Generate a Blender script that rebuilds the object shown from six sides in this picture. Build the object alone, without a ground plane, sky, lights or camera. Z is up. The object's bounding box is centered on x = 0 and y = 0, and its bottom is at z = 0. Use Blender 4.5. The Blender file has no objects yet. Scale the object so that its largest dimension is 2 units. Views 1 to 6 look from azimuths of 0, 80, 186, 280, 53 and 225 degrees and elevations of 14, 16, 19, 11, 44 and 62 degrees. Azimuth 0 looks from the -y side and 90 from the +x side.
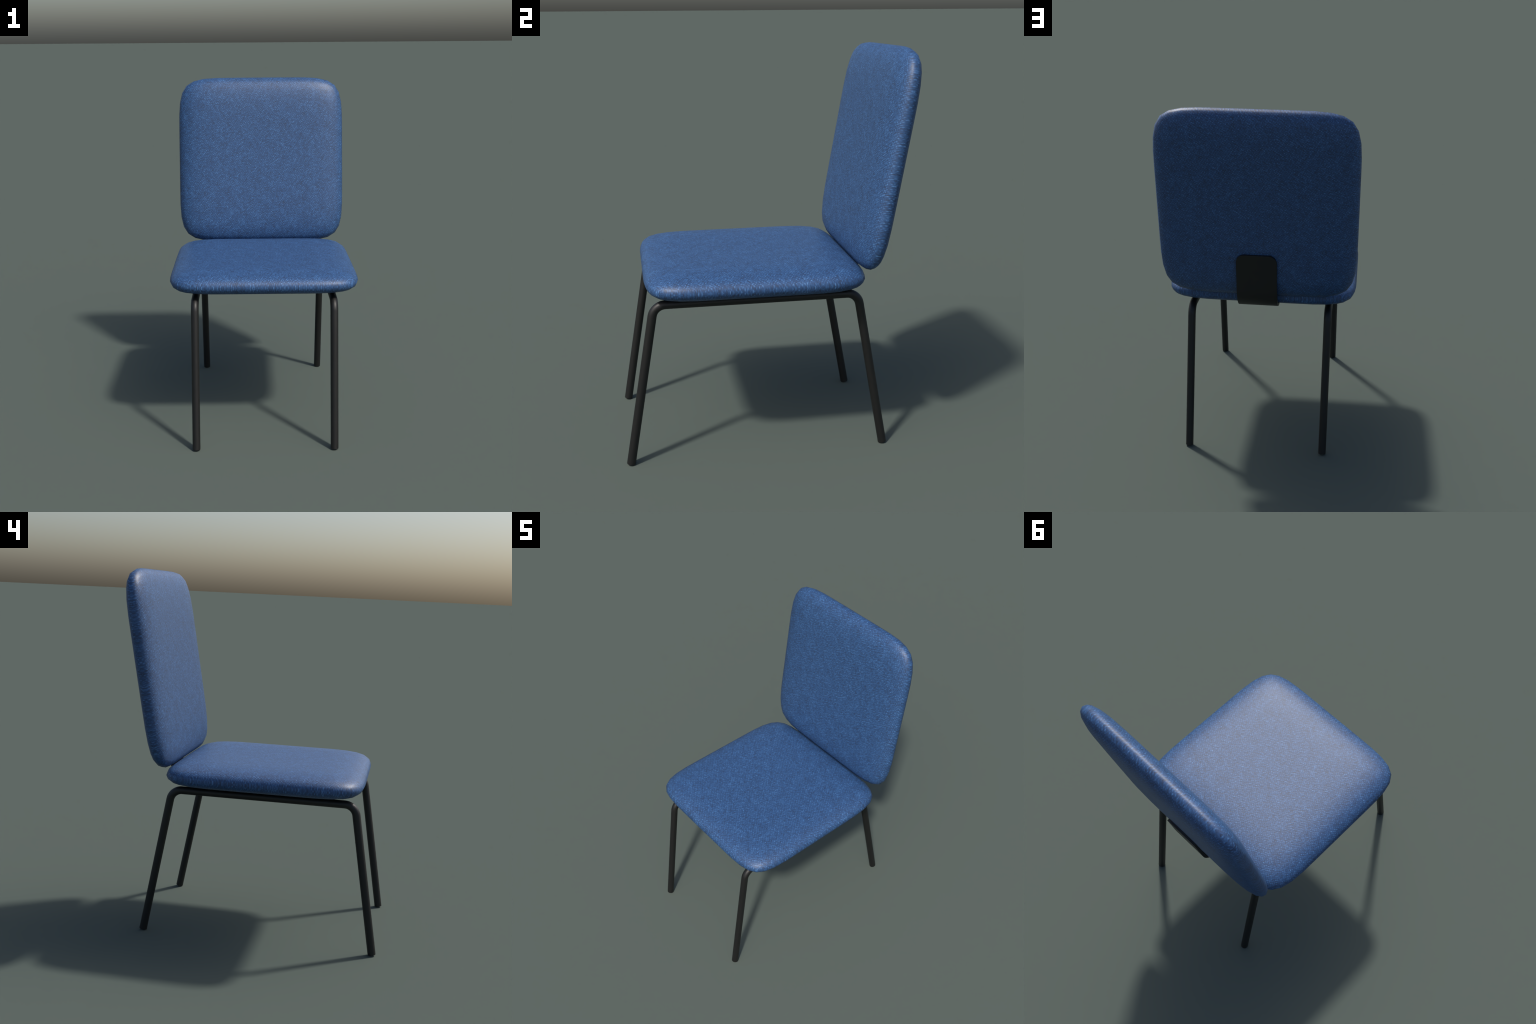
"""Upholstered dining chair: two identical denim cushions on a bent black tube frame."""
import bpy, bmesh, math
from mathutils import Vector, Matrix

# ------------------------------------------------------------------ sizes (metres)
CUSHION_HALF = 0.5546      # control cage half side (surface ends at about 0.54)
CUSHION_LOOP = 0.3319      # distance of the inner loop from the cage edge
CUSHION_T = 0.0666         # half thickness
SEAT_AT = (0.0, -0.0518, 0.9134)
BACK_AT = (0.0, 0.5835, 1.4676)
RECLINE = math.radians(10)

TUBE_R = 0.0220
TUBE_SIDES = 12
BEND_R = 0.066
FRAME_X = 0.389
RAIL_Z = 0.8250
FRONT_FOOT_Y, FRONT_CORNER_Y = -0.697, -0.552
REAR_FOOT_Y, REAR_CORNER_Y = 0.596, 0.447


# ------------------------------------------------------------------ materials
def new_material(name):
    m = bpy.data.materials.new(name)
    m.use_nodes = True
    nt = m.node_tree
    return m, nt, nt.nodes["Principled BSDF"]


def math_node(nt, op, a, b=None):
    n = nt.nodes.new("ShaderNodeMath")
    n.operation = op
    for i, v in enumerate((a, b)):
        if v is None:
            continue
        if isinstance(v, (int, float)):
            n.inputs[i].default_value = v
        else:
            nt.links.new(v, n.inputs[i])
    return n.outputs[0]


def map_range(nt, v, a, b, c, d):
    n = nt.nodes.new("ShaderNodeMapRange")
    nt.links.new(v, n.inputs[0])
    for i, x in zip((1, 2, 3, 4), (a, b, c, d)):
        n.inputs[i].default_value = x
    return n.outputs[0]


def denim(name, weave_deg):
    """Woven blue cloth. The weave is laid on in the cushion's own plane (x, y),
    so over the rounded sides it runs out into streaks across the thickness."""
    m, nt, bsdf = new_material(name)
    N, L = nt.nodes.new, nt.links.new
    tc = N("ShaderNodeTexCoord")
    flat = N("ShaderNodeVectorMath"); flat.operation = "MULTIPLY"
    flat.inputs[1].default_value = (1, 1, 0)
    L(tc.outputs["Object"], flat.inputs[0])

    # slight irregularity of the threads
    wob = N("ShaderNodeTexNoise"); wob.inputs["Scale"].default_value = 45; wob.inputs["Detail"].default_value = 1
    L(flat.outputs[0], wob.inputs["Vector"])
    sub = N("ShaderNodeVectorMath"); sub.operation = "SUBTRACT"; sub.inputs[1].default_value = (.5, .5, .5)
    L(wob.outputs["Color"], sub.inputs[0])
    scl = N("ShaderNodeVectorMath"); scl.operation = "SCALE"; scl.inputs["Scale"].default_value = 0.009
    L(sub.outputs[0], scl.inputs[0])
    add = N("ShaderNodeVectorMath"); add.operation = "ADD"
    L(flat.outputs[0], add.inputs[0]); L(scl.outputs[0], add.inputs[1])

    def rotated(deg, scale=(1, 1, 1)):
        mp = N("ShaderNodeMapping"); mp.vector_type = "TEXTURE"
        mp.inputs["Rotation"].default_value = (0, 0, math.radians(deg))
        mp.inputs["Scale"].default_value = scale
        L(add.outputs[0], mp.inputs["Vector"])
        return mp.outputs[0]

    def noise(vec, scale, detail=0.0, rough=.5):
        n = N("ShaderNodeTexNoise"); n.inputs["Scale"].default_value = scale
        n.inputs["Detail"].default_value = detail; n.inputs["Roughness"].default_value = rough
        L(vec, n.inputs["Vector"])
        return n.outputs["Fac"]

    # crossing threads: raised dots where warp lies over weft
    sep = N("ShaderNodeSeparateXYZ"); L(rotated(weave_deg), sep.inputs[0])
    ca = math_node(nt, "COSINE", math_node(nt, "MULTIPLY", sep.outputs[0], 2 * math.pi / 0.0112))
    cb = math_node(nt, "COSINE", math_node(nt, "MULTIPLY", sep.outputs[1], 2 * math.pi / 0.0099))
    dots = math_node(nt, "MULTIPLY", math_node(nt, "ADD", ca, 1.0), math_node(nt, "ADD", cb, 1.0))   # 0..4
    dots = math_node(nt, "MULTIPLY", dots, 0.25)
    per_dot = map_range(nt, noise(flat.outputs[0], 105, 1.0), .31, .74, .0, 1.0)
    dots = math_node(nt, "MULTIPLY", dots, per_dot)
    # twill ribs: noise drawn out along the rib direction
    ribs = map_range(nt, noise(rotated(weave_deg - 3, (3.0, 1, 1)), 150, 1.0), .3, .7, 0, 1)
    fine = map_range(nt, noise(flat.outputs[0], 190, 1.0), .3, .7, 0, 1)
    blot = map_range(nt, noise(flat.outputs[0], 16, 2.0), .3, .7, 0, 1)

    v = math_node(nt, "MULTIPLY", dots, .47)
    v = math_node(nt, "ADD", v, math_node(nt, "MULTIPLY", ribs, .27))
    v = math_node(nt, "ADD", v, math_node(nt, "MULTIPLY", fine, .24))
    v = math_node(nt, "ADD", v, math_node(nt, "MULTIPLY", blot, .11))

    ramp = N("ShaderNodeValToRGB")
    e = ramp.color_ramp.elements
    e[0].position, e[0].color = .13, (.0215, .042, .095, 1)
    e[1].position, e[1].color = .80, (.086, .205, .420, 1)
    mid = e.new(.415); mid.color = (.0275, .080, .203, 1)
    L(v, ramp.inputs[0])
    L(ramp.outputs[0], bsdf.inputs["Base Color"])
    bsdf.inputs["Roughness"].default_value = .5
    bump = N("ShaderNodeBump"); bump.inputs["Strength"].default_value = .42
    bump.inputs["Distance"].default_value = .0012
    L(v, bump.inputs["Height"]); L(bump.outputs[0], bsdf.inputs["Normal"])
    return m


def black_metal():
    m, nt, bsdf = new_material("black_powder_coat")
    bsdf.inputs["Base Color"].default_value = (.0068, .0067, .0065, 1)
    bsdf.inputs["Roughness"].default_value = .5
    return m


DENIM_SEAT = denim("blue_denim_seat", 57)
DENIM_BACK = denim("blue_denim_back", 33)
BLACK = black_metal()


# ------------------------------------------------------------------ helpers
ROOT = bpy.data.objects.new("dining_chair", None)
ROOT["label"] = "blue denim upholstered dining chair on black bent tube legs"
ROOT["category"] = "chair"
bpy.context.collection.objects.link(ROOT)


def add_part(name, mesh, material, parent=ROOT):
    o = bpy.data.objects.new(name, mesh)
    bpy.context.collection.objects.link(o)
    o.parent = parent
    mesh.materials.append(material)
    return o


def smooth(mesh):
    mesh.polygons.foreach_set("use_smooth", [True] * len(mesh.polygons))


# ------------------------------------------------------------------ cushions
def cushion_mesh(name):
    """A flat square box with two loop cuts each way; subdivision rounds it into a pillow."""
    a, b, t = CUSHION_HALF, CUSHION_HALF - CUSHION_LOOP, CUSHION_T
    lev = (-a, -b, b, a)
    bm = bmesh.new()
    g = {(i, j, k): bm.verts.new((lev[i], lev[j], (-t, t)[k]))
         for k in range(2) for i in range(4) for j in range(4)}
    for i in range(3):
        for j in range(3):
            quad = [(i, j), (i + 1, j), (i + 1, j + 1), (i, j + 1)]
            bm.faces.new([g[p + (1,)] for p in quad])
            bm.faces.new([g[p + (0,)] for p in quad[::-1]])
    rim = [(i, 0) for i in range(3)] + [(3, j) for j in range(3)] + \
          [(i, 3) for i in range(3, 0, -1)] + [(0, j) for j in range(3, 0, -1)]
    for p, q in zip(rim, rim[1:] + rim[:1]):
        bm.faces.new([g[p + (0,)], g[q + (0,)], g[q + (1,)], g[p + (1,)]])
    me = bpy.data.meshes.new(name)
    bm.to_mesh(me); bm.free()
    smooth(me)
    return me


def cushion(name, material):
    o = add_part(name, cushion_mesh(name), material)
    s = o.modifiers.new("pillow", "SUBSURF")
    s.levels = s.render_levels = 2
    return o


seat = cushion("seat", DENIM_SEAT)
seat.location = SEAT_AT
# backrest: local x stays across the chair, local y runs up the back, local z faces forward
backrest = cushion("backrest", DENIM_BACK)
c, s = math.cos(RECLINE), math.sin(RECLINE)
backrest.matrix_local = Matrix(((1, 0, 0, BACK_AT[0]), (0, s, -c, BACK_AT[1]), (0, c, s, BACK_AT[2]), (0, 0, 0, 1)))


def turn(a, b, t):
    """Point on the circular arc from a to b (vectors from the arc's centre)."""
    return a.normalized().slerp(b.normalized(), t) * a.length


# ------------------------------------------------------------------ tube frame
def tube_mesh(name, path, cap_first=False, cap_last=False):
    """Round tube swept along a path lying in the y-z plane."""
    bm = bmesh.new()
    rings = []
    for i, p in enumerate(path):
        d0 = (p - path[i - 1]).normalized() if i else None
        d1 = (path[i + 1] - p).normalized() if i < len(path) - 1 else None
        d = ((d0 or d1) + (d1 or d0)).normalized()
        side = Vector((1, 0, 0))
        up = d.cross(side)
        rings.append([bm.verts.new(p + TUBE_R * (math.cos(t) * side + math.sin(t) * up))
                      for t in [2 * math.pi * k / TUBE_SIDES for k in range(TUBE_SIDES)]])
    for r0, r1 in zip(rings, rings[1:]):
        for k in range(TUBE_SIDES):
            bm.faces.new([r0[k], r0[k - 1], r1[k - 1], r1[k]]).smooth = True
    for ring, want in ((rings[0], cap_first), (rings[-1], cap_last)):
        if want:
            bm.faces.new(ring)
    bmesh.ops.recalc_face_normals(bm, faces=bm.faces)
    for e in bm.edges:
        if any(not f.smooth for f in e.link_faces):
            e.smooth = False
    me = bpy.data.meshes.new(name)
    bm.to_mesh(me); bm.free()
    return me


def leg_path(foot_y, corner_y, toward):
    """Foot -> bend -> a short stub of the rail. toward: y of the far end of the rail."""
    corner = Vector((0, corner_y, RAIL_Z))
    foot = Vector((0, foot_y, 0))
    leg_dir = (foot - corner).normalized()
    foot = foot - leg_dir * (TUBE_R * abs(leg_dir.y) / abs(leg_dir.z))   # lowest point of the cut end at z = 0
    rail_dir = Vector((0, math.copysign(1, toward - corner_y), 0))
    half = leg_dir.angle(rail_dir) / 2
    cut = BEND_R / math.tan(half)
    centre = corner + (leg_dir + rail_dir).normalized() * (BEND_R / math.sin(half))
    a, b = corner + leg_dir * cut - centre, corner + rail_dir * cut - centre
    steps = 10
    arc = [centre + turn(a, b, i / steps) for i in range(steps + 1)]
    straight = [foot.lerp(arc[0], t) for t in (0, .25, .5, .75)]
    stub = arc[-1] + rail_dir * .02
    return straight + arc + [stub], stub


front, f_end = leg_path(FRONT_FOOT_Y, FRONT_CORNER_Y, REAR_CORNER_Y)
rear, r_end = leg_path(REAR_FOOT_Y, REAR_CORNER_Y, FRONT_CORNER_Y)
rail = [f_end.lerp(r_end, t / 4) for t in range(5)]
leg_front = tube_mesh("leg_front", front, cap_first=True)
leg_rear = tube_mesh("leg_rear", rear, cap_first=True)
side_rail = tube_mesh("side_rail", rail)
for x in (FRAME_X, -FRAME_X):
    for name, me in (("leg", leg_front), ("leg", leg_rear), ("side_rail", side_rail)):
        o = bpy.data.objects.new(name, me)
        bpy.context.collection.objects.link(o)
        o.parent = ROOT
        o.location.x = x
for me in (leg_front, leg_rear, side_rail):
    me.materials.append(BLACK)


# ------------------------------------------------------------------ bracket joining backrest and seat
def bracket_mesh():
    half_w, corner_r = .111, .045
    out, thick = .0798, .0165          # outer face lies this far behind the middle of the backrest
    top, base_z, arc_r, reach = -.256, .8545, .150, .22
    up = Vector((0, s, c)); behind = Vector((0, c, -s)); fwd = Vector((0, -1, 0))
    origin = Vector(BACK_AT)
    # outer profile: down the back, round the bend, forward under the seat
    line = lambda v: origin + up * v + behind * out
    t = (base_z - line(0).z) / up.z
    corner = line(t)
    half = up.angle(fwd) / 2
    cut = arc_r / math.tan(half)
    centre = corner + (up + fwd).normalized() * (arc_r / math.sin(half))
    a, b = corner + up * cut - centre, corner + fwd * cut - centre
    pts = []                            # (outer point, inward normal, half width)
    n = 8
    for i in range(n + 1):              # rounded top corners
        q = math.pi / 2 * i / n
        v = top - corner_r * (1 - math.cos(q))
        pts.append((line(v), -behind, half_w - corner_r * (1 - math.sin(q))))
    for v in (top - .10, top - .16):
        pts.append((line(v), -behind, half_w))
    m = 14
    for i in range(m + 1):
        r = turn(a, b, i / m)
        pts.append((centre + r, -r.normalized(), half_w))
    pts.append((corner + fwd * (cut + reach), Vector((0, 0, 1)), half_w))
    bm = bmesh.new()
    rows = []
    for p, nrm, w in pts:
        rows.append([bm.verts.new(p + nrm * h + Vector((x * w, 0, 0)))
                     for h, x in ((0, -1), (0, 1), (thick, 1), (thick, -1))])
    for r0, r1 in zip(rows, rows[1:]):
        for k in range(4):
            bm.faces.new([r0[k], r0[(k + 1) % 4], r1[(k + 1) % 4], r1[k]])
    bm.faces.new(rows[0]); bm.faces.new(rows[-1])
    bmesh.ops.recalc_face_normals(bm, faces=bm.faces)
    me = bpy.data.meshes.new("backrest_bracket")
    bm.to_mesh(me); bm.free()
    smooth(me)
    me.set_sharp_from_angle(angle=math.radians(35))
    return me


bracket = add_part("backrest_bracket", bracket_mesh(), BLACK)
bev = bracket.modifiers.new("edge", "BEVEL")
bev.width, bev.segments, bev.limit_method, bev.angle_limit = .0012, 2, "ANGLE", math.radians(50)
